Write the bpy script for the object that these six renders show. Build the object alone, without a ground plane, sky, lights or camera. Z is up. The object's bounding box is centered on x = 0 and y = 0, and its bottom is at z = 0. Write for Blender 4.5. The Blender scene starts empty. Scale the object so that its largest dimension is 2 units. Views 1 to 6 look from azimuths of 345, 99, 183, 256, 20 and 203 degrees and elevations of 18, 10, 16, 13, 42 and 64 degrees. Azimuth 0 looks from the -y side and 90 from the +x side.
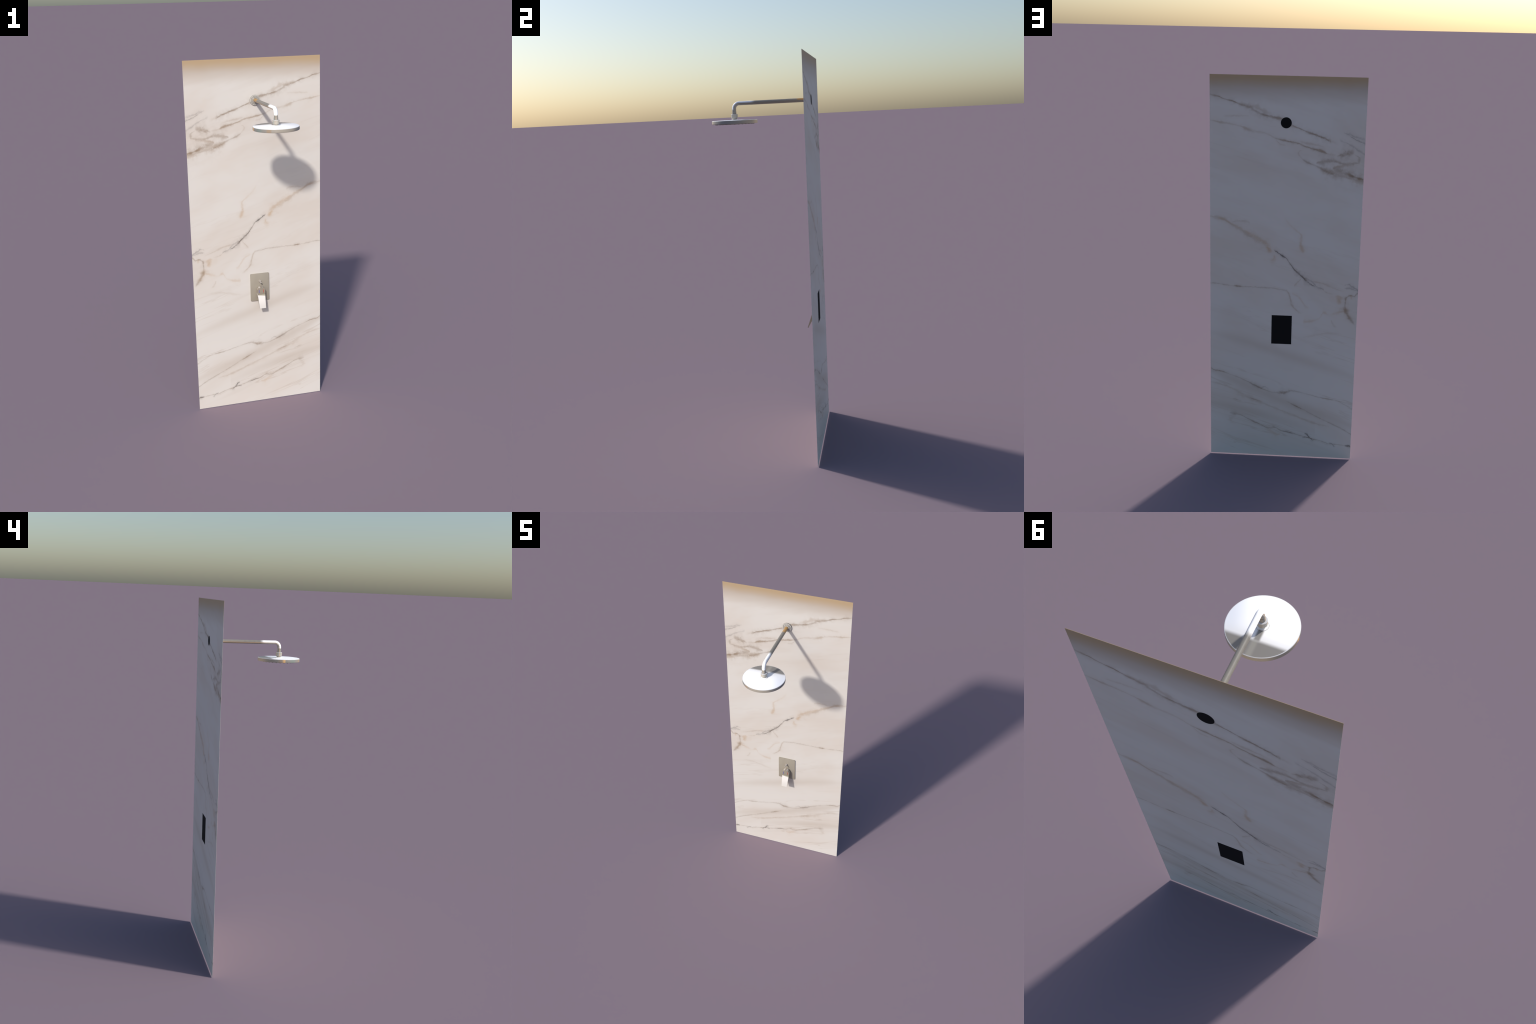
"""Wall-mounted shower: a thin marble panel carrying a curved chrome arm with a
round rain head, and a square mixer plate with lever and diverter knob."""
import bpy, bmesh, math
from mathutils import Vector

# ----------------------------------------------------------------- dimensions
HALF_W, HEIGHT = 0.3745, 2.0            # marble panel
Y_BACK, PANEL_T = 0.2539, 0.0008       # back face of the panel, thickness
Y_WALL = Y_BACK - PANEL_T              # visible marble front
AX = 0.0065                            # x of the shower arm axis
ARM_Z, ARM_R, BEND = 1.7800, 0.0100, 0.0265
HEAD_Y, HEAD_R = -0.1386, 0.1155
HEAD_BOT, HEAD_TOP = 1.6782, 1.6970
VX, VZ = 0.0085, 0.7220                # mixer plate centre
LEVER_X = 0.0090

# ----------------------------------------------------------------- node tools
class Tree:
    def __init__(self, name):
        self.mat = bpy.data.materials.new(name)
        self.mat.use_nodes = True
        self.t = self.mat.node_tree
        self.bsdf = self.t.nodes["Principled BSDF"]
        self._xyz = None

    def node(self, kind, **props):
        n = self.t.nodes.new(kind)
        for k, v in props.items():
            setattr(n, k, v)
        return n

    def put(self, sock, val):
        if isinstance(val, bpy.types.NodeSocket):
            self.t.links.new(val, sock)
        elif isinstance(val, (tuple, list)):
            sock.default_value = (*val, 1.0) if (len(val) == 3 and sock.type == "RGBA") else val
        else:
            sock.default_value = val

    def math(self, op, a, b=None, c=None, clamp=False):
        n = self.node("ShaderNodeMath", operation=op, use_clamp=clamp)
        for i, v in enumerate((a, b, c)):
            if v is not None:
                self.put(n.inputs[i], v)
        return n.outputs[0]

    def ramp(self, v, lo, hi, out_lo=0.0, out_hi=1.0, smooth=True):
        n = self.node("ShaderNodeMapRange", interpolation_type="SMOOTHSTEP" if smooth else "LINEAR")
        for i, x in enumerate((v, lo, hi, out_lo, out_hi)):
            self.put(n.inputs[i], x)
        return n.outputs[0]

    def band(self, v, centre, half, soft):
        d = self.math("ABSOLUTE", self.math("SUBTRACT", v, centre))
        return self.ramp(d, half, half + soft, 1.0, 0.0)

    def mix(self, f, a, b, mode="MIX"):
        n = self.node("ShaderNodeMix", data_type="RGBA", blend_type=mode)
        self.put(n.inputs[0], f); self.put(n.inputs[6], a); self.put(n.inputs[7], b)
        return n.outputs[2]

    def coords(self):
        if not self._xyz:
            self.obj = self.node("ShaderNodeTexCoord").outputs["Object"]
            s = self.node("ShaderNodeSeparateXYZ")
            self.put(s.inputs[0], self.obj)
            self._xyz = s.outputs
        return self._xyz

    def noise(self, scale, detail=3.0, rough=0.55, stretch=None, turn=(0, 0, 0), distortion=0.0):
        self.coords()
        m = self.node("ShaderNodeMapping")
        self.put(m.inputs["Vector"], self.obj)
        m.vector_type = "TEXTURE"                 # turn first, then stretch
        m.inputs["Rotation"].default_value = turn
        if stretch:
            m.inputs["Scale"].default_value = tuple(1 / q for q in stretch)
        n = self.node("ShaderNodeTexNoise")
        self.put(n.inputs["Vector"], m.outputs[0])
        for k, v in (("Scale", scale), ("Detail", detail), ("Roughness", rough), ("Distortion", distortion)):
            n.inputs[k].default_value = v
        return n.outputs[0]

    def curve(self, v, pts):
        """Float curve through pts, all in the range 0..1."""
        n = self.node("ShaderNodeFloatCurve")
        c = n.mapping.curves[0]
        pts = sorted(pts)
        c.points[0].location, c.points[1].location = pts[0], pts[-1]
        for p in pts[1:-1]:
            c.points.new(*p)
        for p in c.points:
            p.handle_type = "AUTO_CLAMPED"
        n.mapping.extend = "HORIZONTAL"
        n.mapping.update()
        self.put(n.inputs["Value"], v)
        return n.outputs[0]


def srgb(r, g, b):
    f = lambda c: c / 12.92 if c <= 0.04045 else ((c + 0.055) / 1.055) ** 2.4
    return tuple(f(c / 255) for c in (r, g, b))

# ------------------------------------------------------------ marble material
# One vein = a spine through (along, across) points in metres, x measured on
# the panel from its centre and z from the floor, with a half width in mm and
# a strength at each point.  axis "x": the vein runs sideways; "z": upright.
VEINS_CROWN = [
    ("brown", "x", [(0.388, 1.907, 3, 0.5), (0.369, 1.904, 4, 0.45), (0.333, 1.897, 4, 0.8), (0.303, 1.885, 3, 0.5), (0.261, 1.874, 4.5, 0.85), (0.228, 1.864, 4, 0.6), (0.184, 1.849, 6, 0.55), (0.146, 1.827, 7, 0.5), (0.104, 1.813, 6, 0.8), (0.063, 1.805, 6, 0.7), (0.024, 1.795, 6, 0.7), (-0.020, 1.769, 6, 0.75), (-0.065, 1.752, 5, 0.75), (-0.109, 1.735, 4.5, 0.75), (-0.159, 1.718, 5, 0.85), (-0.198, 1.704, 5, 0.7), (-0.212, 1.699, 5, 0)]),
    ("soft", "x", [(0.239, 1.868, 8, 0), (0.184, 1.857, 14, 0.55), (0.146, 1.848, 14, 0.6), (0.113, 1.833, 14, 0.5), (0.069, 1.821, 12, 0)]),
    ("soft", "x", [(-0.204, 1.703, 8, 0.5), (-0.251, 1.682, 8, 0)]),
    ("soft", "x", [(0.311, 1.804, 3, 0), (0.267, 1.807, 4, 0.4), (0.223, 1.808, 4, 0.35), (0.173, 1.810, 3, 0)]),
    ("soft", "x", [(0.389, 1.785, 5, 0.4), (0.316, 1.774, 6, 0.8), (0.239, 1.762, 4, 0.4), (0.200, 1.750, 8, 0.9), (0.161, 1.737, 6, 0.45), (0.111, 1.730, 5, 0.4), (0.044, 1.701, 5, 0.6), (0.000, 1.692, 6, 0.85), (-0.044, 1.686, 5, 0.8), (-0.095, 1.669, 4, 0.8), (-0.134, 1.657, 4, 0.8), (-0.167, 1.649, 10, 1), (-0.189, 1.640, 6, 0.7), (-0.245, 1.629, 6, 0)]),
    ("brown", "x", [(0.067, 1.708, 3, 0), (0.000, 1.692, 3.5, 0.5), (-0.039, 1.686, 3, 0.35), (-0.095, 1.669, 2.5, 0.4), (-0.167, 1.647, 6, 0.55), (-0.195, 1.639, 4, 0)]),
    ("soft", "x", [(0.055, 1.698, 6, 0), (0.033, 1.677, 6, 0.5), (0.005, 1.672, 5, 0)]),
    ("soft", "x", [(-0.055, 1.693, 5, 0), (-0.111, 1.683, 6, 0.6), (-0.144, 1.676, 6, 0.5), (-0.188, 1.667, 4, 0)]),
    ("grey", "x", [(-0.268, 1.740, 4, 0), (-0.301, 1.732, 5, 0.5), (-0.329, 1.721, 5, 0.45), (-0.373, 1.709, 5, 0.4)]),
    ("grey", "x", [(-0.290, 1.731, 3, 0), (-0.318, 1.714, 3, 0.7), (-0.346, 1.702, 4, 0.7), (-0.380, 1.689, 7, 0.75)]),
    ("grey", "x", [(-0.247, 1.707, 5, 0), (-0.286, 1.691, 5, 0.45), (-0.326, 1.669, 4, 0.5), (-0.354, 1.652, 6, 0.5), (-0.379, 1.638, 8, 0.45)]),
    ("brown", "x", [(-0.237, 1.624, 5, 0), (-0.253, 1.630, 8, 0.45), (-0.283, 1.636, 16, 0.75), (-0.305, 1.642, 14, 0.6), (-0.327, 1.646, 8, 0)]),
    ("brown", "z", [(-0.316, 1.640, 5, 0), (-0.339, 1.631, 5, 0.35), (-0.349, 1.619, 5, 0.45), (-0.348, 1.596, 5, 0.3)]),
    ("soft", "z", [(-0.070, 1.652, 5, 0.2), (-0.056, 1.636, 6, 0.55), (-0.064, 1.621, 5, 0.4), (-0.083, 1.602, 4, 0.1)]),
]
VEINS_SWIRL = [
    ("brown", "x", [(-0.141, 1.589, 4, 0), (-0.158, 1.593, 6, 0.5), (-0.196, 1.601, 12, 0.5), (-0.224, 1.605, 12, 0.55), (-0.252, 1.595, 6, 0.5), (-0.291, 1.589, 5, 0.4), (-0.324, 1.593, 5, 0.45), (-0.352, 1.598, 5, 0.35)]),
    ("soft", "x", [(-0.223, 1.565, 6, 0.7), (-0.239, 1.572, 7, 0.8), (-0.275, 1.580, 7, 0.6), (-0.324, 1.589, 6, 0.3)]),
    ("brown", "x", [(-0.222, 1.567, 7, 0), (-0.234, 1.564, 8, 0.35), (-0.270, 1.553, 9, 0.55), (-0.304, 1.539, 9, 0.7), (-0.338, 1.526, 7, 0.9), (-0.377, 1.516, 7, 0.8)]),
    ("brown", "x", [(-0.074, 1.607, 3, 0), (-0.108, 1.589, 5, 0.6), (-0.136, 1.579, 4, 0.4), (-0.170, 1.563, 6, 0.5), (-0.201, 1.547, 10, 0.6), (-0.238, 1.537, 7, 0.4), (-0.282, 1.527, 7, 0.3), (-0.327, 1.519, 7, 0.3), (-0.377, 1.511, 8, 0.4)]),
    ("soft", "x", [(-0.159, 1.563, 10, 0), (-0.204, 1.547, 20, 0.7), (-0.277, 1.533, 22, 0.6), (-0.378, 1.510, 26, 0.8)]),
]
VEINS_MIDDLE = [
    ("soft", "x", [(0.391, 1.309, 5, 0.6), (0.334, 1.304, 8, 0.7), (0.299, 1.292, 9, 0.9), (0.265, 1.271, 9, 0.8), (0.230, 1.254, 10, 0.7), (0.184, 1.223, 13, 0.75), (0.144, 1.201, 14, 0.7), (0.103, 1.182, 12, 0.6), (0.074, 1.162, 10, 0)]),
    ("rust", "x", [(0.339, 1.303, 5, 0), (0.299, 1.292, 5, 0.5), (0.236, 1.260, 5, 0.3), (0.178, 1.230, 8, 0.5), (0.144, 1.207, 10, 0.6), (0.103, 1.185, 10, 0.55), (0.080, 1.168, 12, 0.5), (0.065, 1.154, 10, 0)]),
    ("soft", "x", [(0.271, 1.285, 4, 0), (0.225, 1.291, 5, 0.5), (0.190, 1.288, 8, 0.4), (0.173, 1.280, 6, 0)]),
    ("rust", "z", [(0.087, 1.183, 6, 0), (0.087, 1.164, 9, 0.8), (0.078, 1.146, 11, 0.9), (0.074, 1.130, 6, 0)]),
    ("rust", "z", [(0.052, 1.125, 5, 0), (0.052, 1.108, 8, 0.6), (0.061, 1.087, 16, 0.25), (0.060, 1.057, 14, 0)]),
    ("dark", "x", [(0.054, 1.148, 3, 0), (0.040, 1.140, 4.5, 0.85), (0.014, 1.120, 4.5, 0.9), (-0.011, 1.103, 3.5, 0.7), (-0.030, 1.079, 4, 0.6), (-0.046, 1.051, 5, 0.9), (-0.075, 1.028, 5.5, 0.85), (-0.097, 1.007, 7, 0.95), (-0.115, 0.988, 5, 0.7), (-0.138, 0.972, 4, 0.75), (-0.160, 0.961, 3, 0)]),
    ("brown", "x", [(-0.008, 1.104, 3, 0), (-0.031, 1.074, 6, 0.5), (-0.049, 1.049, 6, 0.55), (-0.082, 1.020, 7, 0.6), (-0.101, 1.004, 9, 0.7), (-0.119, 0.991, 8, 0.2), (-0.156, 0.970, 6, 0)]),
    ("grey", "x", [(-0.100, 1.008, 5, 0), (-0.126, 0.997, 7, 0.6), (-0.148, 0.981, 6, 0.65), (-0.163, 0.965, 5, 0.5), (-0.193, 0.952, 4, 0.75), (-0.204, 0.948, 3, 0)]),
    ("soft", "x", [(-0.133, 0.992, 4, 0), (-0.184, 0.984, 5, 0.6), (-0.228, 0.969, 5, 0.55), (-0.272, 0.952, 5, 0.4), (-0.309, 0.938, 5, 0)]),
    ("soft", "x", [(-0.193, 0.952, 3, 0.4), (-0.222, 0.931, 3, 0.5), (-0.259, 0.926, 3, 0)]),
    ("soft", "x", [(-0.051, 0.962, 5, 0.3), (-0.068, 0.982, 6, 0.6), (-0.086, 1.000, 6, 0.5)]),
    ("rust", "z", [(0.006, 1.318, 5, 0.08), (-0.021, 1.281, 7, 0.2), (-0.056, 1.249, 8, 0.3), (-0.082, 1.221, 8, 0.5), (-0.079, 1.183, 7, 0.45)]),
    ("rust", "z", [(-0.082, 1.211, 6, 0.4), (-0.077, 1.192, 7, 0.5), (-0.082, 1.167, 9, 0.75), (-0.089, 1.146, 10, 0.7), (-0.092, 1.136, 5, 0)]),
    ("brown", "x", [(0.391, 0.963, 2.5, 0.4), (0.371, 0.963, 3, 0.45), (0.296, 0.955, 3, 0.45), (0.267, 0.952, 2.5, 0.2), (0.234, 0.951, 4, 0.8), (0.208, 0.950, 3, 0.4), (0.113, 0.948, 3, 0.35), (0.069, 0.947, 4, 0.45), (0.018, 0.941, 3.5, 0.4), (-0.020, 0.936, 3, 0)]),
    ("soft", "z", [(-0.011, 0.941, 3, 0.3), (-0.025, 0.921, 5, 0.7), (-0.034, 0.892, 6, 0.8), (-0.041, 0.862, 8, 0.8), (-0.073, 0.828, 8, 0.5), (-0.088, 0.813, 6, 0)]),
    ("rust", "x", [(-0.041, 0.923, 8, 0.2), (-0.078, 0.902, 9, 0.35), (-0.116, 0.853, 10, 0.25), (-0.130, 0.850, 8, 0)]),
    ("grey", "x", [(-0.300, 0.970, 3, 0), (-0.322, 0.980, 4, 0.5), (-0.344, 0.970, 5, 0.75), (-0.362, 0.961, 5, 0.7), (-0.388, 0.951, 7, 0.7)]),
    ("grey", "x", [(-0.301, 0.958, 3, 0), (-0.330, 0.961, 3.5, 0.5), (-0.359, 0.954, 4, 0.5), (-0.388, 0.951, 5, 0.4)]),
    ("brown", "x", [(-0.307, 0.896, 4, 0), (-0.318, 0.910, 5, 0.6), (-0.339, 0.922, 5, 0.5), (-0.357, 0.919, 4, 0.55), (-0.375, 0.929, 5, 0.5), (-0.389, 0.936, 5, 0.5)]),
    ("rust", "z", [(-0.272, 0.921, 5, 0.2), (-0.278, 0.908, 14, 0.85), (-0.284, 0.887, 12, 0.7), (-0.280, 0.868, 7, 0)]),
    ("rust", "z", [(-0.339, 0.924, 5, 0.4), (-0.343, 0.911, 8, 0.6), (-0.340, 0.901, 5, 0)]),
]
VEINS_FOOT = [
    ("rust", "x", [(-0.100, 0.771, 6, 0), (-0.118, 0.772, 11, 0.55), (-0.162, 0.783, 5, 0.3), (-0.187, 0.798, 6, 0.2), (-0.206, 0.824, 7, 0.5), (-0.234, 0.815, 4, 0.15), (-0.263, 0.823, 6, 0.45), (-0.306, 0.840, 6, 0.5), (-0.317, 0.846, 5, 0)]),
    ("brown", "z", [(-0.317, 0.915, 4, 0.3), (-0.314, 0.892, 7, 0.65), (-0.312, 0.865, 6, 0.4), (-0.315, 0.842, 12, 0.65), (-0.327, 0.819, 8, 0.55), (-0.337, 0.798, 9, 0.6), (-0.359, 0.772, 5, 0.3), (-0.364, 0.762, 4, 0)]),
    ("rust", "z", [(-0.314, 0.865, 8, 0), (-0.312, 0.842, 18, 0.6), (-0.325, 0.823, 12, 0.4), (-0.337, 0.800, 12, 0.4), (-0.345, 0.789, 6, 0)]),
    ("soft", "z", [(-0.246, 0.785, 4, 0.2), (-0.252, 0.769, 6, 0.5), (-0.270, 0.743, 5, 0)]),
    ("soft", "x", [(-0.091, 0.684, 5, 0), (-0.179, 0.703, 6, 0.35), (-0.238, 0.714, 6, 0.3), (-0.311, 0.713, 5, 0)]),
    ("brown", "x", [(0.401, 0.498, 3, 0.5), (0.371, 0.492, 3.5, 0.55), (0.322, 0.478, 3.5, 0.8), (0.295, 0.470, 3, 0.45), (0.257, 0.458, 3, 0.35), (0.204, 0.436, 3, 0.35), (0.166, 0.419, 4, 0.55), (0.128, 0.399, 5, 0.8), (0.090, 0.382, 4, 0.5), (0.037, 0.370, 3, 0.3), (-0.005, 0.370, 9, 0.65), (-0.054, 0.383, 5, 0.45), (-0.100, 0.375, 4, 0.35), (-0.198, 0.352, 3.5, 0.45), (-0.240, 0.345, 3.5, 0.6), (-0.282, 0.342, 3, 0.3), (-0.328, 0.319, 3, 0.3), (-0.397, 0.292, 3, 0.35)]),
    ("grey", "x", [(0.181, 0.425, 3, 0), (0.132, 0.399, 4, 0.6), (0.113, 0.393, 3, 0.4), (0.090, 0.399, 3, 0.5), (0.067, 0.389, 3, 0)]),
    ("brown", "x", [(-0.017, 0.327, 3, 0), (-0.064, 0.303, 3.5, 0.6), (-0.094, 0.288, 4, 0.75), (-0.117, 0.278, 3, 0.2), (-0.156, 0.256, 3, 0.45), (-0.226, 0.220, 3.5, 0.4), (-0.303, 0.186, 3.5, 0.45), (-0.396, 0.144, 4, 0.5)]),
    ("soft", "x", [(0.257, 0.376, 8, 0), (0.196, 0.346, 18, 0.55), (0.127, 0.317, 9, 0.6), (0.050, 0.286, 6, 0.5), (-0.057, 0.245, 6, 0.6), (-0.165, 0.204, 6, 0.6), (-0.257, 0.184, 5, 0.2)]),
    ("soft", "x", [(0.386, 0.415, 5, 0.3), (0.310, 0.402, 5, 0.5), (0.234, 0.369, 6, 0.5), (0.181, 0.342, 6, 0.5)]),
    ("brown", "x", [(0.173, 0.337, 3, 0), (0.150, 0.329, 3.5, 0.45), (0.119, 0.318, 3, 0.2), (0.089, 0.305, 3, 0)]),
    ("brown", "x", [(0.261, 0.326, 2.5, 0), (0.238, 0.319, 3.5, 0.4), (0.211, 0.310, 2.5, 0)]),
    ("brown", "x", [(0.276, 0.240, 4, 0), (0.253, 0.238, 8, 0.6), (0.222, 0.233, 3.5, 0.55), (0.179, 0.212, 4, 0.55), (0.125, 0.186, 4.5, 0.75), (0.094, 0.172, 4, 0.55), (0.063, 0.161, 4, 0.6), (0.041, 0.167, 5, 0.5), (-0.006, 0.147, 4, 0.45), (-0.048, 0.139, 4, 0.6), (-0.106, 0.123, 3, 0.45), (-0.161, 0.109, 4, 0.6), (-0.207, 0.100, 3, 0.35), (-0.261, 0.082, 4, 0.5), (-0.307, 0.080, 3, 0.4), (-0.338, 0.077, 3, 0.4), (-0.407, 0.071, 5, 0.6)]),
    ("rust", "x", [(0.079, 0.167, 6, 0), (0.056, 0.147, 12, 0.35), (0.017, 0.126, 10, 0.5), (0.001, 0.128, 6, 0)]),
    ("dark", "x", [(-0.010, 0.147, 3, 0), (-0.037, 0.142, 4, 0.7), (-0.060, 0.137, 3.5, 0.5), (-0.083, 0.131, 3, 0)]),
    ("dark", "x", [(-0.127, 0.139, 3.5, 0.3), (-0.138, 0.134, 4.5, 0.8), (-0.153, 0.117, 5, 0.9), (-0.168, 0.103, 4, 0.5), (-0.180, 0.098, 3, 0)]),
    ("dark", "x", [(-0.114, 0.112, 3, 0), (-0.134, 0.115, 4, 0.7), (-0.157, 0.114, 4, 0.5), (-0.164, 0.113, 3, 0)]),
    ("dark", "x", [(-0.257, 0.090, 3, 0.4), (-0.273, 0.082, 4, 0.7), (-0.288, 0.070, 4, 0.3), (-0.296, 0.069, 3, 0)]),
    ("dark", "x", [(-0.342, 0.079, 3, 0), (-0.355, 0.077, 4.5, 0.85), (-0.372, 0.073, 4.5, 0.9), (-0.407, 0.069, 4, 0.6)]),
    ("wash", "x", [(0.385, 0.695, 20, 0.2), (0.206, 0.655, 36, 0.5), (-0.019, 0.585, 38, 0.5), (-0.207, 0.529, 36, 0.4), (-0.396, 0.473, 20, 0.2)]),
    ("wash", "x", [(0.386, 0.485, 20, 0.4), (0.204, 0.412, 38, 0.6), (-0.025, 0.315, 38, 0.6), (-0.217, 0.249, 36, 0.5), (-0.409, 0.192, 20, 0.3)]),
    ("wash", "x", [(0.387, 0.295, 20, 0.4), (0.203, 0.262, 34, 0.6), (0.003, 0.213, 30, 0.4), (-0.182, 0.155, 30, 0.2)]),
]

def marble(z_low, z_high):
    """Marble between two heights: the same stone, only the veins that pass there."""
    t = Tree("veined_marble")
    x, y, z = t.coords()
    # irregular wander of every vein
    wander = t.math("SUBTRACT", t.noise(16, 3, 0.6), 0.5)
    jitter = t.math("SUBTRACT", t.noise(75, 3, 0.65), 0.5)
    shift = t.math("MULTIPLY_ADD", jitter, 0.009, t.math("MULTIPLY", wander, 0.010))
    u = t.math("MULTIPLY_ADD", t.math("ADD", x, t.math("MULTIPLY", jitter, 0.008)), 1 / (2 * HALF_W), 0.5)
    v = t.math("MULTIPLY", t.math("ADD", z, shift), 1 / HEIGHT)
    ragged = t.math("MULTIPLY", t.math("SUBTRACT", t.noise(48, 5, 0.75, None, (0, 0.5, 0)), 0.5), 0.020)
    v_ragged = t.math("ADD", v, t.math("MULTIPLY", ragged, 1 / HEIGHT))
    broken = t.ramp(t.noise(48, 4, 0.7, (0.6, 1, 1.0)), 0.30, 0.58, 0.5, 1.0)
    thick = t.ramp(t.noise(30, 3, 0.6), 0.32, 0.68, 0.55, 1.5)
    layers = {}
    for kind, axis, pts in VEINS_CROWN + VEINS_SWIRL + VEINS_MIDDLE + VEINS_FOOT:
        reach = 0.012 + 0.0075 * max(p[2] for p in pts)
        if max(p[1] for p in pts) + reach < z_low or min(p[1] for p in pts) - reach > z_high:
            continue
        nx = lambda p: min(1, max(0, p[0] / (2 * HALF_W) + 0.5))
        nz = lambda p: p[1] / HEIGHT
        if axis == "x":
            along, across, fa, fc, unit = u, (v_ragged if kind in ("dark", "grey") else v), nx, nz, HEIGHT
        else:
            along, across, fa, fc, unit = v, u, nz, nx, 2 * HALF_W
        spine = t.curve(along, [(fa(p), fc(p)) for p in pts])
        wide = t.curve(along, [(fa(p), p[2] / 40) for p in pts])        # mm / 40
        power = t.curve(along, [(fa(p), p[3]) for p in pts])
        ends = sorted(fa(p) for p in pts)
        inside = t.math("MULTIPLY", t.math("GREATER_THAN", along, ends[0] - 1e-4), t.math("LESS_THAN", along, ends[1 - 2] + 1e-4)) 
        gap = t.math("ABSOLUTE", t.math("SUBTRACT", across, spine))
        half = t.math("MULTIPLY", t.math("MULTIPLY", wide, ((0.048 if min(p[1] for p in pts) > 1.2 else 0.038) if kind == "brown" else 0.040) / unit), 1.0 if kind == "wash" else thick)
        ratio = t.math("DIVIDE", gap, half)
        core = t.math("POWER", t.ramp(ratio, 0.0, 1.6, 1.0, 0.0), 1.4)
        prof = t.math("MULTIPLY_ADD", t.ramp(ratio, 0.0, 4.5, 1.0, 0.0), 0.20, t.math("MULTIPLY", core, 0.82))
        m = t.math("MULTIPLY", t.math("MULTIPLY", prof, power), inside)
        layers[kind] = t.math("MAXIMUM", layers[kind], m) if kind in layers else m

    # ground colour: cream with slanting clouds and streaks
    slant = (0, -math.radians(17), 0)
    cloud = t.noise(2.2, 4, 0.55, (0.55, 1, 1.6), slant, 0.4)
    streak = t.noise(9, 4, 0.6, (0.18, 1, 1.5), slant, 0.3)
    c = t.mix(t.ramp(cloud, 0.38, 0.66), BASE_A, BASE_B)
    c = t.mix(t.ramp(streak, 0.52, 0.78, 0.0, 0.28), c, BASE_C)
    pale = t.noise(14, 4, 0.65, (0.35, 1, 1.5), slant, 0.5)
    c = t.mix(t.ramp(pale, 0.64, 0.80, 0.0, 0.35), c, BASE_D)
    rusty = t.noise(11, 4, 0.6, None, (0, 0, 0.4))
    c = t.mix(t.ramp(rusty, 0.62, 0.80, 0.0, 0.16), c, BASE_E)
    # faint slanting hairlines, thickest in the lower third
    hair = t.noise(6.5, 4, 0.55, (0.16, 1, 1.7), slant, 0.5)
    patch = t.ramp(t.noise(4.0, 2, 0.5, (0.5, 1, 1.2), slant), 0.42, 0.62)
    ridge = t.math("MULTIPLY", t.band(hair, 0.5, 0.002, 0.014), t.math("MULTIPLY", patch, t.ramp(z, 0.5, 0.85, 0.34, 0.10)))
    c = t.mix(ridge, c, V_SOFT)
    # warm tan along the top edge, with an uneven lower border
    edge = t.math("ADD", z, t.math("MULTIPLY", t.math("SUBTRACT", t.noise(5, 2), 0.5), 0.018))
    c = t.mix(t.ramp(edge, 1.850, 1.970, 0.0, 0.75), c, TOP_SHADE)  # greyer fade below the tan: baked shade put into the colour
    c = t.mix(t.ramp(edge, 1.930, 1.995, 0.0, 0.9), c, TAN_B)
    full = t.math("MULTIPLY", broken, 1.0)
    for kind, colour in (("wash", V_WASH), ("soft", V_SOFT), ("rust", V_RUST), ("brown", V_BROWN), ("grey", V_GREY), ("dark", V_DARK)):
        if kind in layers:
            c = t.mix(layers[kind] if kind == "wash" else t.math("MULTIPLY", layers[kind], full, clamp=True), c, colour)
    t.put(t.bsdf.inputs["Base Color"], c)
    t.bsdf.inputs["Roughness"].default_value = 0.55
    t.bsdf.inputs["Specular IOR Level"].default_value = 0.25
    return t.mat

BASE_A = srgb(217, 212, 206)
BASE_B = srgb(212, 203, 194)
BASE_C = srgb(198, 187, 177)
BASE_D = srgb(221, 217, 213)
BASE_E = srgb(216, 199, 182)
TOP_SHADE = srgb(180, 164, 148)
TAN_B = srgb(182, 156, 122)
V_WASH = srgb(194, 182, 170)
V_SOFT = srgb(186, 171, 156)
V_RUST = srgb(196, 173, 149)
V_BROWN = srgb(140, 119, 98)
V_GREY = srgb(150, 142, 137)
V_DARK = srgb(104, 97, 93)

# ------------------------------------------------------------- metal material
WHITE = (1.30, 1.29, 1.27)  # over-bright white of the painted chrome reflection
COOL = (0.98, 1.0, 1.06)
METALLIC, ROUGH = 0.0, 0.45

def finish(t, colour, rough=None, metallic=None):
    t.put(t.bsdf.inputs["Base Color"], colour)
    t.bsdf.inputs["Metallic"].default_value = METALLIC if metallic is None else metallic
    t.bsdf.inputs["Roughness"].default_value = ROUGH if rough is None else rough
    t.bsdf.inputs["Specular IOR Level"].default_value = 0.4
    return t.mat

def rim_reflections(t):
    """Upright streaks round the head axis: chrome reflections baked into the colour."""
    x, y, z = t.coords()
    ang = t.math("DIVIDE", t.math("ARCTAN2", t.math("SUBTRACT", y, HEAD_Y), t.math("SUBTRACT", x, AX)), math.tau)
    turn = t.math("FRACT", t.math("ADD", ang, 1.0))      # 0 = +x, .25 = wall, .5 = -x, .75 = front
    rim = t.mix(t.band(turn, 0.77, 0.05, 0.10), srgb(146, 142, 135), srgb(166, 158, 146))
    rim = t.mix(t.band(turn, 0.92, 0.03, 0.08), rim, srgb(134, 132, 130))
    rim = t.mix(t.band(turn, 0.655, 0.010, 0.012), rim, srgb(160, 142, 122))
    rim = t.mix(t.band(turn, 0.575, 0.010, 0.03), rim, srgb(134, 142, 136))
    rim = t.mix(t.band(turn, 0.497, 0.010, 0.006), rim, srgb(226, 184, 130))
    rim = t.mix(t.band(turn, 0.475, 0.006, 0.02), rim, srgb(158, 144, 130))
    rim = t.mix(t.band(turn, 0.27, 0.05, 0.06), rim, srgb(172, 160, 144))
    return rim

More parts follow.
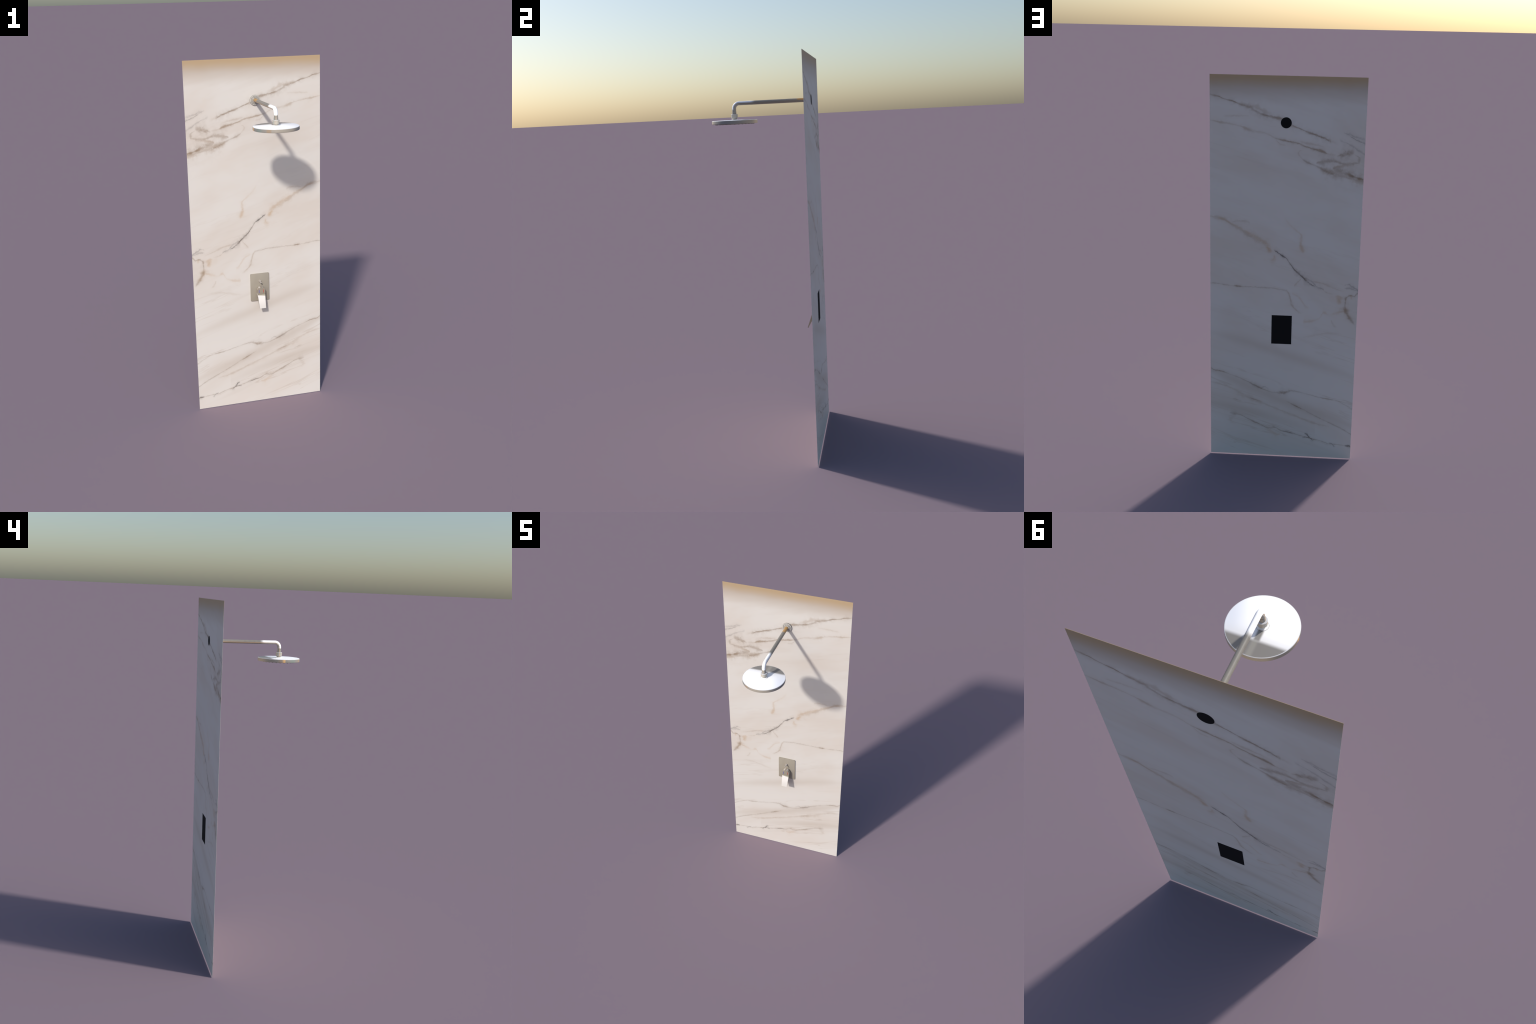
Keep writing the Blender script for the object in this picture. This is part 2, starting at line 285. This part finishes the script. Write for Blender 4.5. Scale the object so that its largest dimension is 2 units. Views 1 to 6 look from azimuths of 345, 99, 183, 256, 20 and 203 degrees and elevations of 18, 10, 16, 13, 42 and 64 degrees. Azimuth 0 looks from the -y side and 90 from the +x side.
def head_metal():
    """White top, grey towards the wall, streaked rim: chrome reflections painted as colour."""
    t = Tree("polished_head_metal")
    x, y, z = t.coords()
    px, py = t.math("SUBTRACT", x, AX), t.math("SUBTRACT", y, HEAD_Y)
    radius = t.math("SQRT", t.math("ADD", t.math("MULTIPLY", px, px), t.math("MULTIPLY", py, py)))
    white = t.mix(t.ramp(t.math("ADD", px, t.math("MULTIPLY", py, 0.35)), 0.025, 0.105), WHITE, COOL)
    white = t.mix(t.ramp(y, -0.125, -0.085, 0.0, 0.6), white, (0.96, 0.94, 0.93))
    grey = t.mix(t.band(px, 0.000, 0.003, 0.012), srgb(146, 142, 137), srgb(164, 160, 152))  # paler streak belongs to the painted arm reflection
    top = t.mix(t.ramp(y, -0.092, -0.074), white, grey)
    arm_reflection = t.math("MULTIPLY", t.band(px, -0.003, 0.005, 0.009), t.ramp(py, 0.012, 0.020))  # grey strip: reflection of the arm painted on the disc
    arm_reflection = t.math("MULTIPLY", arm_reflection, t.ramp(y, -0.088, -0.074, 1.0, 0.0))
    top = t.mix(arm_reflection, top, srgb(160, 156, 150))
    top = t.mix(t.ramp(radius, HEAD_R - 0.0026, HEAD_R - 0.0018), top, (0.86, 0.86, 0.87))  # bevel highlight painted as a pale ring
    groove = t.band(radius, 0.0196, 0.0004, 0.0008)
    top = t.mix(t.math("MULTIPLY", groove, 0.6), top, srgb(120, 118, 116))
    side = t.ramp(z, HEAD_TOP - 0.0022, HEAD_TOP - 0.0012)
    return finish(t, t.mix(side, rim_reflections(t), top))

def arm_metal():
    """White bend, grey run, orange wall end: baked chrome reflections painted on."""
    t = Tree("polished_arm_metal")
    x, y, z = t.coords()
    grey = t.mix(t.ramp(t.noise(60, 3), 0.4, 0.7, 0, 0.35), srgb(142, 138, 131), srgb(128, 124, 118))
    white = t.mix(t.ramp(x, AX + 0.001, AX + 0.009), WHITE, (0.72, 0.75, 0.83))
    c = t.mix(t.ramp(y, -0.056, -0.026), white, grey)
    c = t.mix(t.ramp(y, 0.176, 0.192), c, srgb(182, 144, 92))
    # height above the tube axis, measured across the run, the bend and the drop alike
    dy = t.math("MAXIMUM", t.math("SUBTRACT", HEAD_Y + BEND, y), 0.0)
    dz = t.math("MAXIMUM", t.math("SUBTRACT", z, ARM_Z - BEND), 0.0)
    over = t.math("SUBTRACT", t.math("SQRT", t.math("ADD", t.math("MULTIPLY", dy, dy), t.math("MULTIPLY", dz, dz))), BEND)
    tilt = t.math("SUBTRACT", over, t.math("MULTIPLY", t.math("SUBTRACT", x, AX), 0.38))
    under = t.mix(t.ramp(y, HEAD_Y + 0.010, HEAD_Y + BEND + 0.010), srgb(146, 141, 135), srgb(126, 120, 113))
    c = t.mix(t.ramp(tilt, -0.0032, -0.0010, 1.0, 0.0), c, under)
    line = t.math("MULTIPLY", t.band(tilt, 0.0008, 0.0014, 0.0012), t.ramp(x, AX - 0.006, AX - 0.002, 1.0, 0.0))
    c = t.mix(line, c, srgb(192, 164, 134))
    # the drop: grey, with the same painted upright reflections
    c = t.mix(t.ramp(z, 1.7455, 1.7545, 1.0, 0.0), c, rim_reflections(t))
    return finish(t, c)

def collar_metal():
    t = Tree("collar_metal")
    x, y, z = t.coords()
    c = t.mix(0.35, rim_reflections(t), srgb(206, 200, 188))
    c = t.mix(t.ramp(z, 1.7252, 1.7264), c, (0.72, 0.72, 0.73))
    c = t.mix(t.ramp(z, 1.7010, 1.7050, 1.0, 0.0), c, srgb(96, 92, 88))
    return finish(t, c)

def satin_metal():
    t = Tree("satin_nickel")
    n = t.noise(8, 2)
    c = t.mix(t.ramp(n, 0.35, 0.65), srgb(162, 154, 140), srgb(155, 147, 134))
    return finish(t, c)

def turned_metal():
    """Wall flange: pale turned rings with dark grooves and a darker rim."""
    t = Tree("turned_fitting_metal")
    x, y, z = t.coords()
    px, pz = t.math("SUBTRACT", x, AX), t.math("SUBTRACT", z, ARM_Z)
    radius = t.math("SQRT", t.math("ADD", t.math("MULTIPLY", px, px), t.math("MULTIPLY", pz, pz)))
    n = t.noise(120, 2, 0.5)
    c = t.mix(t.ramp(n, 0.35, 0.65), srgb(200, 196, 189), srgb(184, 181, 175))
    for r in (0.0212, 0.0159, 0.0112):
        c = t.mix(t.band(radius, r, 0.0005, 0.0008), c, srgb(140, 135, 127))
    c = t.mix(t.ramp(radius, 0.0266, 0.0276), c, srgb(120, 114, 108))
    return finish(t, c)

def knob_metal():
    t = Tree("bright_knob_metal")
    n = t.noise(160, 2, 0.5)
    c = t.mix(t.ramp(n, 0.42, 0.58), srgb(150, 140, 126), srgb(206, 200, 196))
    return finish(t, c, 0.3)

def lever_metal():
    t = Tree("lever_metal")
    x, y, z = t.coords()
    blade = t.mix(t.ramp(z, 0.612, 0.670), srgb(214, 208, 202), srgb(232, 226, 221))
    skew = t.math("ADD", z, t.math("MULTIPLY", t.math("SUBTRACT", x, LEVER_X), 0.14))  # slanted colour boundary imitates smooth shading across the fold
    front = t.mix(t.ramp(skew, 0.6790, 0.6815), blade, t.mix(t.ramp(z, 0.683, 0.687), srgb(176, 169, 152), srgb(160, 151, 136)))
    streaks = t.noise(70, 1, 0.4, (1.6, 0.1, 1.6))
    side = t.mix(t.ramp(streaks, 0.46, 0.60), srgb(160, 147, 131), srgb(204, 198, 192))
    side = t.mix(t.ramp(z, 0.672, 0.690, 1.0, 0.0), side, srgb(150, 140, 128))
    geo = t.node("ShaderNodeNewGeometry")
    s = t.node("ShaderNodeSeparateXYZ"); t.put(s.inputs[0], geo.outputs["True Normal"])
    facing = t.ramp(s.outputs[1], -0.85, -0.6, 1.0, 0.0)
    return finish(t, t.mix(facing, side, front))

def plain(name, colour, rough=0.5, metallic=0.0, spec=0.5):
    t = Tree(name)
    n = t.noise(60, 2)
    t.put(t.bsdf.inputs["Base Color"], t.mix(t.ramp(n, 0.3, 0.7, 0, 0.12), colour, tuple(c * 0.8 for c in colour)))
    t.bsdf.inputs["Roughness"].default_value = rough
    t.bsdf.inputs["Metallic"].default_value = metallic
    t.bsdf.inputs["Specular IOR Level"].default_value = spec
    return t.mat

# ------------------------------------------------------------- geometry tools
def mesh_object(name, bm, mat, parent, smooth=None, location=(0, 0, 0)):
    bmesh.ops.recalc_face_normals(bm, faces=bm.faces)
    me = bpy.data.meshes.new(name)
    bm.to_mesh(me); bm.free()
    me.materials.append(mat)
    if smooth is not None:
        me.polygons.foreach_set("use_smooth", [True] * len(me.polygons))
        me.set_sharp_from_angle(angle=math.radians(smooth))
    ob = bpy.data.objects.new(name, me)
    bpy.context.scene.collection.objects.link(ob)
    ob.parent = parent
    ob.location = location
    return ob

def lathe(profile, origin, axis, steps=96):
    """Revolve (radius, height) pairs about an axis through origin; closed at radius 0."""
    bm = bmesh.new()
    axis = Vector(axis).normalized()
    a = axis.orthogonal().normalized(); b = axis.cross(a)
    origin = Vector(origin)
    rings = []
    for r, h in profile:
        if r < 1e-7:
            rings.append([bm.verts.new(origin + axis * h)])
        else:
            rings.append([bm.verts.new(origin + axis * h + (a * math.cos(k * math.tau / steps) + b * math.sin(k * math.tau / steps)) * r) for k in range(steps)])
    for p, q in zip(rings, rings[1:]):
        for k in range(steps):
            f = [p[k % len(p)], p[(k + 1) % len(p)], q[(k + 1) % len(q)], q[k % len(q)]]
            f = list(dict.fromkeys(f))
            if len(f) > 2:
                bm.faces.new(f)
    return bm

def tube(path, radii, steps=40):
    bm = bmesh.new()
    side = Vector((1, 0, 0))          # path lies in a plane of constant x
    rings = []
    for i, p in enumerate(path):
        d = (path[min(i + 1, len(path) - 1)] - path[max(i - 1, 0)]).normalized()
        up = side.cross(d)
        rings.append([bm.verts.new(p + (side * math.cos(k * math.tau / steps) + up * math.sin(k * math.tau / steps)) * radii[i]) for k in range(steps)])
    for p, q in zip(rings, rings[1:]):
        for k in range(steps):
            bm.faces.new((p[k], p[(k + 1) % steps], q[(k + 1) % steps], q[k]))
    bm.faces.new(rings[0]); bm.faces.new(rings[-1])
    return bm

def prism(outline, y0, y1):
    """Extrude an (x, z) outline between two y planes."""
    bm = bmesh.new()
    f = [bm.verts.new((x, y0, z)) for x, z in outline]
    b = [bm.verts.new((x, y1, z)) for x, z in outline]
    bm.faces.new(f); bm.faces.new(list(reversed(b)))
    n = len(f)
    for i in range(n):
        bm.faces.new((f[i], f[(i + 1) % n], b[(i + 1) % n], b[i]))
    return bm

def rounded(cx, cz, hw, hh, r, steps=6):
    pts = []
    for sx, sz, a0 in ((1, 1, 0), (-1, 1, 90), (-1, -1, 180), (1, -1, 270)):
        for k in range(steps + 1):
            a = math.radians(a0 + 90 * k / steps)
            pts.append((cx + sx * (hw - r) + r * math.cos(a), cz + sz * (hh - r) + r * math.sin(a)))
    return pts

def bevel(bm, edges, width, segments=2):
    bmesh.ops.bevel(bm, geom=list(edges), offset=width, segments=segments, affect="EDGES", profile=0.5)

# ---------------------------------------------------------------------- build
def build():
    root = bpy.data.objects.new("wall_shower", None)
    bpy.context.scene.collection.objects.link(root)
    root.location = (0, 0, 0)
    root["label"] = "tall thin veined marble panel with chrome rain shower and mixer"
    root["category"] = "shower"

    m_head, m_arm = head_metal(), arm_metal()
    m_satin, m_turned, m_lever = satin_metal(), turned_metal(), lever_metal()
    m_collar, m_knob = collar_metal(), knob_metal()
    m_black = plain("black_backing", (0.011, 0.011, 0.012), 0.9, 0.0, 0.1)
    m_rubber = plain("dark_rubber", srgb(74, 68, 64), 0.7)
    m_blue = plain("blue_enamel", srgb(96, 96, 190), 0.4)
    m_red = plain("red_enamel", srgb(206, 78, 70), 0.4)

    # marble panel
    # (one slab; faces are cut into height bands so each carries only its own veins)
    cuts = [0.0, 0.34, 0.68, 0.96, 1.22, 1.46, 1.66, HEIGHT]
    side = [(-HALF_W, z) for z in reversed(cuts)] + [(HALF_W, z) for z in cuts]
    bm = prism(side, Y_WALL, Y_BACK)
    bmesh.ops.dissolve_limit(bm, angle_limit=0.01, verts=bm.verts, edges=bm.edges)
    for z in cuts[1:-1]:
        bmesh.ops.bisect_plane(bm, geom=list(bm.verts) + list(bm.edges) + list(bm.faces), plane_co=(0, 0, z), plane_no=(0, 0, 1))
    for f in bm.faces:
        f.material_index = max(k for k in range(len(cuts) - 1) if f.calc_center_median().z > cuts[k] - 1e-6)
    panel = mesh_object("marble_panel", bm, marble(cuts[0], cuts[1]), root)
    for lo, hi in zip(cuts[1:], cuts[2:]):
        panel.data.materials.append(marble(lo, hi))

    # shower arm: straight run, quarter bend, short drop
    path, radii = [], []
    y_end = Y_WALL + 0.0005
    for i in range(40):
        path.append(Vector((AX, y_end + (HEAD_Y + BEND - y_end) * i / 40, ARM_Z))); radii.append(ARM_R)
    for i in range(21):
        a = math.radians(90 * i / 20)
        path.append(Vector((AX, HEAD_Y + BEND - BEND * math.sin(a), ARM_Z - BEND + BEND * math.cos(a)))); radii.append(ARM_R)
    for z, r in ((1.7450, 0.0100), (1.7428, 0.0101), (1.7420, 0.0092), (1.7408, 0.0092), (1.7400, 0.0106), (1.7330, 0.0107), (1.7255, 0.0107), (1.7200, 0.0107)):
        path.append(Vector((AX, HEAD_Y, z))); radii.append(r)
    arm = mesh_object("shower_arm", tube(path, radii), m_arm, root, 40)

    flange = [(0, 0), (0.0262, 0), (0.0274, 0.0010), (0.0279, 0.0035), (0.0274, 0.0064), (0.0262, 0.0074), (0.0224, 0.0078),
              (0.0217, 0.0056), (0.0206, 0.0056), (0.0200, 0.0096), (0.0188, 0.0106), (0.0170, 0.0106), (0.0164, 0.0086),
              (0.0154, 0.0086), (0.0148, 0.0132), (0.0138, 0.0140), (0.0120, 0.0140), (0.0104, 0.0128), (0, 0.0128)]
    mesh_object("wall_flange", lathe(flange, (AX, Y_WALL - 0.0003, ARM_Z), (0, -1, 0)), m_turned, arm, 30)
    nut = [(0, 0), (0.0108, 0), (0.0110, 0.0018), (0.0140, 0.0045), (0.0162, 0.0075), (0.0167, 0.0100), (0.0168, 0.0255),
           (0.0163, 0.0263), (0.0120, 0.0266), (0, 0.0266)]
    mesh_object("coupling_nut", lathe(nut, (AX, HEAD_Y, 1.7005), (0, 0, 1)), m_collar, arm, 30)

    # rain head: shallow disc with rounded rim
    t = HEAD_TOP - HEAD_BOT
    disc = [(0, 0), (0.1055, 0), (0.1080, 0.0006), (HEAD_R - 0.0017, 0.0006), (HEAD_R - 0.0006, 0.0012), (HEAD_R, 0.0022), (HEAD_R, t - 0.0018),
            (HEAD_R - 0.0004, t - 0.0008), (HEAD_R - 0.0014, t - 0.0001), (HEAD_R - 0.0032, t), (0.070, t + 0.0008), (0.030, t + 0.0012), (0.0205, t + 0.0013),
            (0.0200, t + 0.0006), (0.0192, t + 0.0006), (0.0186, t + 0.0018), (0.0160, t + 0.0024), (0.0105, t + 0.0026), (0.0100, t + 0.0040), (0, t + 0.0040)]
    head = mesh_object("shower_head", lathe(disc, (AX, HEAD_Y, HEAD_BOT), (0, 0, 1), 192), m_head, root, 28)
    pip = [(0, 0.0010), (0.0042, 0.0010), (0.0040, -0.0006), (0.0030, -0.0021), (0.0018, -0.0024), (0, -0.0021)]
    first = None
    for radius, count in ((0.014, 6), (0.034, 11), (0.054, 17), (0.075, 23), (0.0955, 29)):
        for k in range(count):
            a = (k + 0.35 * (count % 3)) * math.tau / count
            loc = (AX + radius * math.cos(a), HEAD_Y + radius * math.sin(a), HEAD_BOT)
            if first is None:
                first = mesh_object("spray_nozzle", lathe(pip, (0, 0, 0), (0, 0, 1), 16), m_rubber, head, 40, loc)
            else:
                ob = first.copy(); ob.location = loc
                bpy.context.scene.collection.objects.link(ob)

    # mixer: plate, lever with cap, diverter knob, temperature marks
    bm = prism(rounded(VX, VZ, 0.0548, 0.0820, 0.0045), Y_WALL - 0.0060, Y_WALL - 0.0002)
    bevel(bm, [e for e in bm.edges if all(v.co.y < Y_WALL - 0.005 for v in e.verts)], 0.0008)
    plate = mesh_object("mixer_plate", bm, m_satin, root, 35)

    cz, r, yf = 0.7080, 0.0222, 0.2182
    yb, fold = 0.2395, 0.6850
    out = [(LEVER_X + r * math.cos(math.radians(a)), cz + r * math.sin(math.radians(a))) for a in range(0, 181, 6)]
    out += [(LEVER_X - 0.0220, fold), (LEVER_X - 0.0217, 0.6720), (LEVER_X + 0.0217, 0.6720), (LEVER_X + 0.0220, fold)]
    bm = prism(out, yf, yb)
    # round the front edge of the cap; lay its lower front back behind the blade
    bevel(bm, [e for e in bm.edges if all(v.co.y < yf + 1e-4 and v.co.z > fold - 1e-4 for v in e.verts)
               and not all(abs(v.co.z - fold) < 1e-4 for v in e.verts)], 0.0018, 3)
    for v in bm.verts:
        if v.co.z < 0.679 and v.co.y < yf + 0.003:
            v.co.y += 0.0080
    blade = bmesh.new()
    prof = [(yf, fold, 0.0218), (0.1922, 0.6120, 0.0180), (0.1958, 0.6106, 0.0178), (0.2300, 0.6722, 0.0214)]
    L = [blade.verts.new((LEVER_X - w, y, z)) for y, z, w in prof]
    R = [blade.verts.new((LEVER_X + w, y, z)) for y, z, w in prof]
    blade.faces.new(L); blade.faces.new(list(reversed(R)))
    for i in range(4):
        blade.faces.new((L[i], R[i], R[(i + 1) % 4], L[(i + 1) % 4]))
    neck = lathe([(0, 0), (0.0185, 0), (0.0185, yb - 0.0005 - (Y_WALL - 0.0040)), (0, yb - 0.0005 - (Y_WALL - 0.0040))], (LEVER_X, Y_WALL - 0.0040, cz), (0, 1, 0), 48)
    n_mesh = bpy.data.meshes.new("neck"); neck.to_mesh(n_mesh); neck.free()
    bm.from_mesh(n_mesh); bpy.data.meshes.remove(n_mesh)
    tmp = bpy.data.meshes.new("tmp"); blade.to_mesh(tmp); blade.free()
    bm.from_mesh(tmp); bpy.data.meshes.remove(tmp)
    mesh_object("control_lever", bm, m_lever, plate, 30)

    knob = [(0, 0), (0.0074, 0), (0.0074, 0.0018), (0.0060, 0.0024), (0.0060, 0.0120), (0.0054, 0.0134), (0.0036, 0.0140),
            (0.0034, 0.0200), (0.0040, 0.0215), (0.0043, 0.0285), (0.0038, 0.0300), (0, 0.0304)]
    mesh_object("diverter_knob", lathe(knob, (0.0070, Y_WALL - 0.0040, 0.7592), (0, -1, 0), 40), m_knob, plate, 30)
    for name, x, m in (("cold_mark", -0.0047, m_blue), ("hot_mark", 0.0219, m_red)):
        bm = prism(rounded(x, 0.7064, 0.0012, 0.0092, 0.0008, 3), yf - 0.0003, yf + 0.0008)
        mesh_object(name, bm, m, plate)

    # dark rear faces of the flange and of the plate, seen through the panel
    bm = lathe([(0, 0), (0.0264, 0), (0.0264, 0.0008), (0, 0.0008)], (AX, Y_BACK - 0.0006, ARM_Z), (0, 1, 0))
    mesh_object("flange_backing", bm, m_black, root, 30)
    bm = prism([(-0.0440, 0.6450), (0.0597, 0.6450), (0.0597, 0.8015), (-0.0440, 0.8015)], Y_BACK - 0.0006, Y_BACK + 0.0002)
    mesh_object("plate_backing", bm, m_black, root)

build()
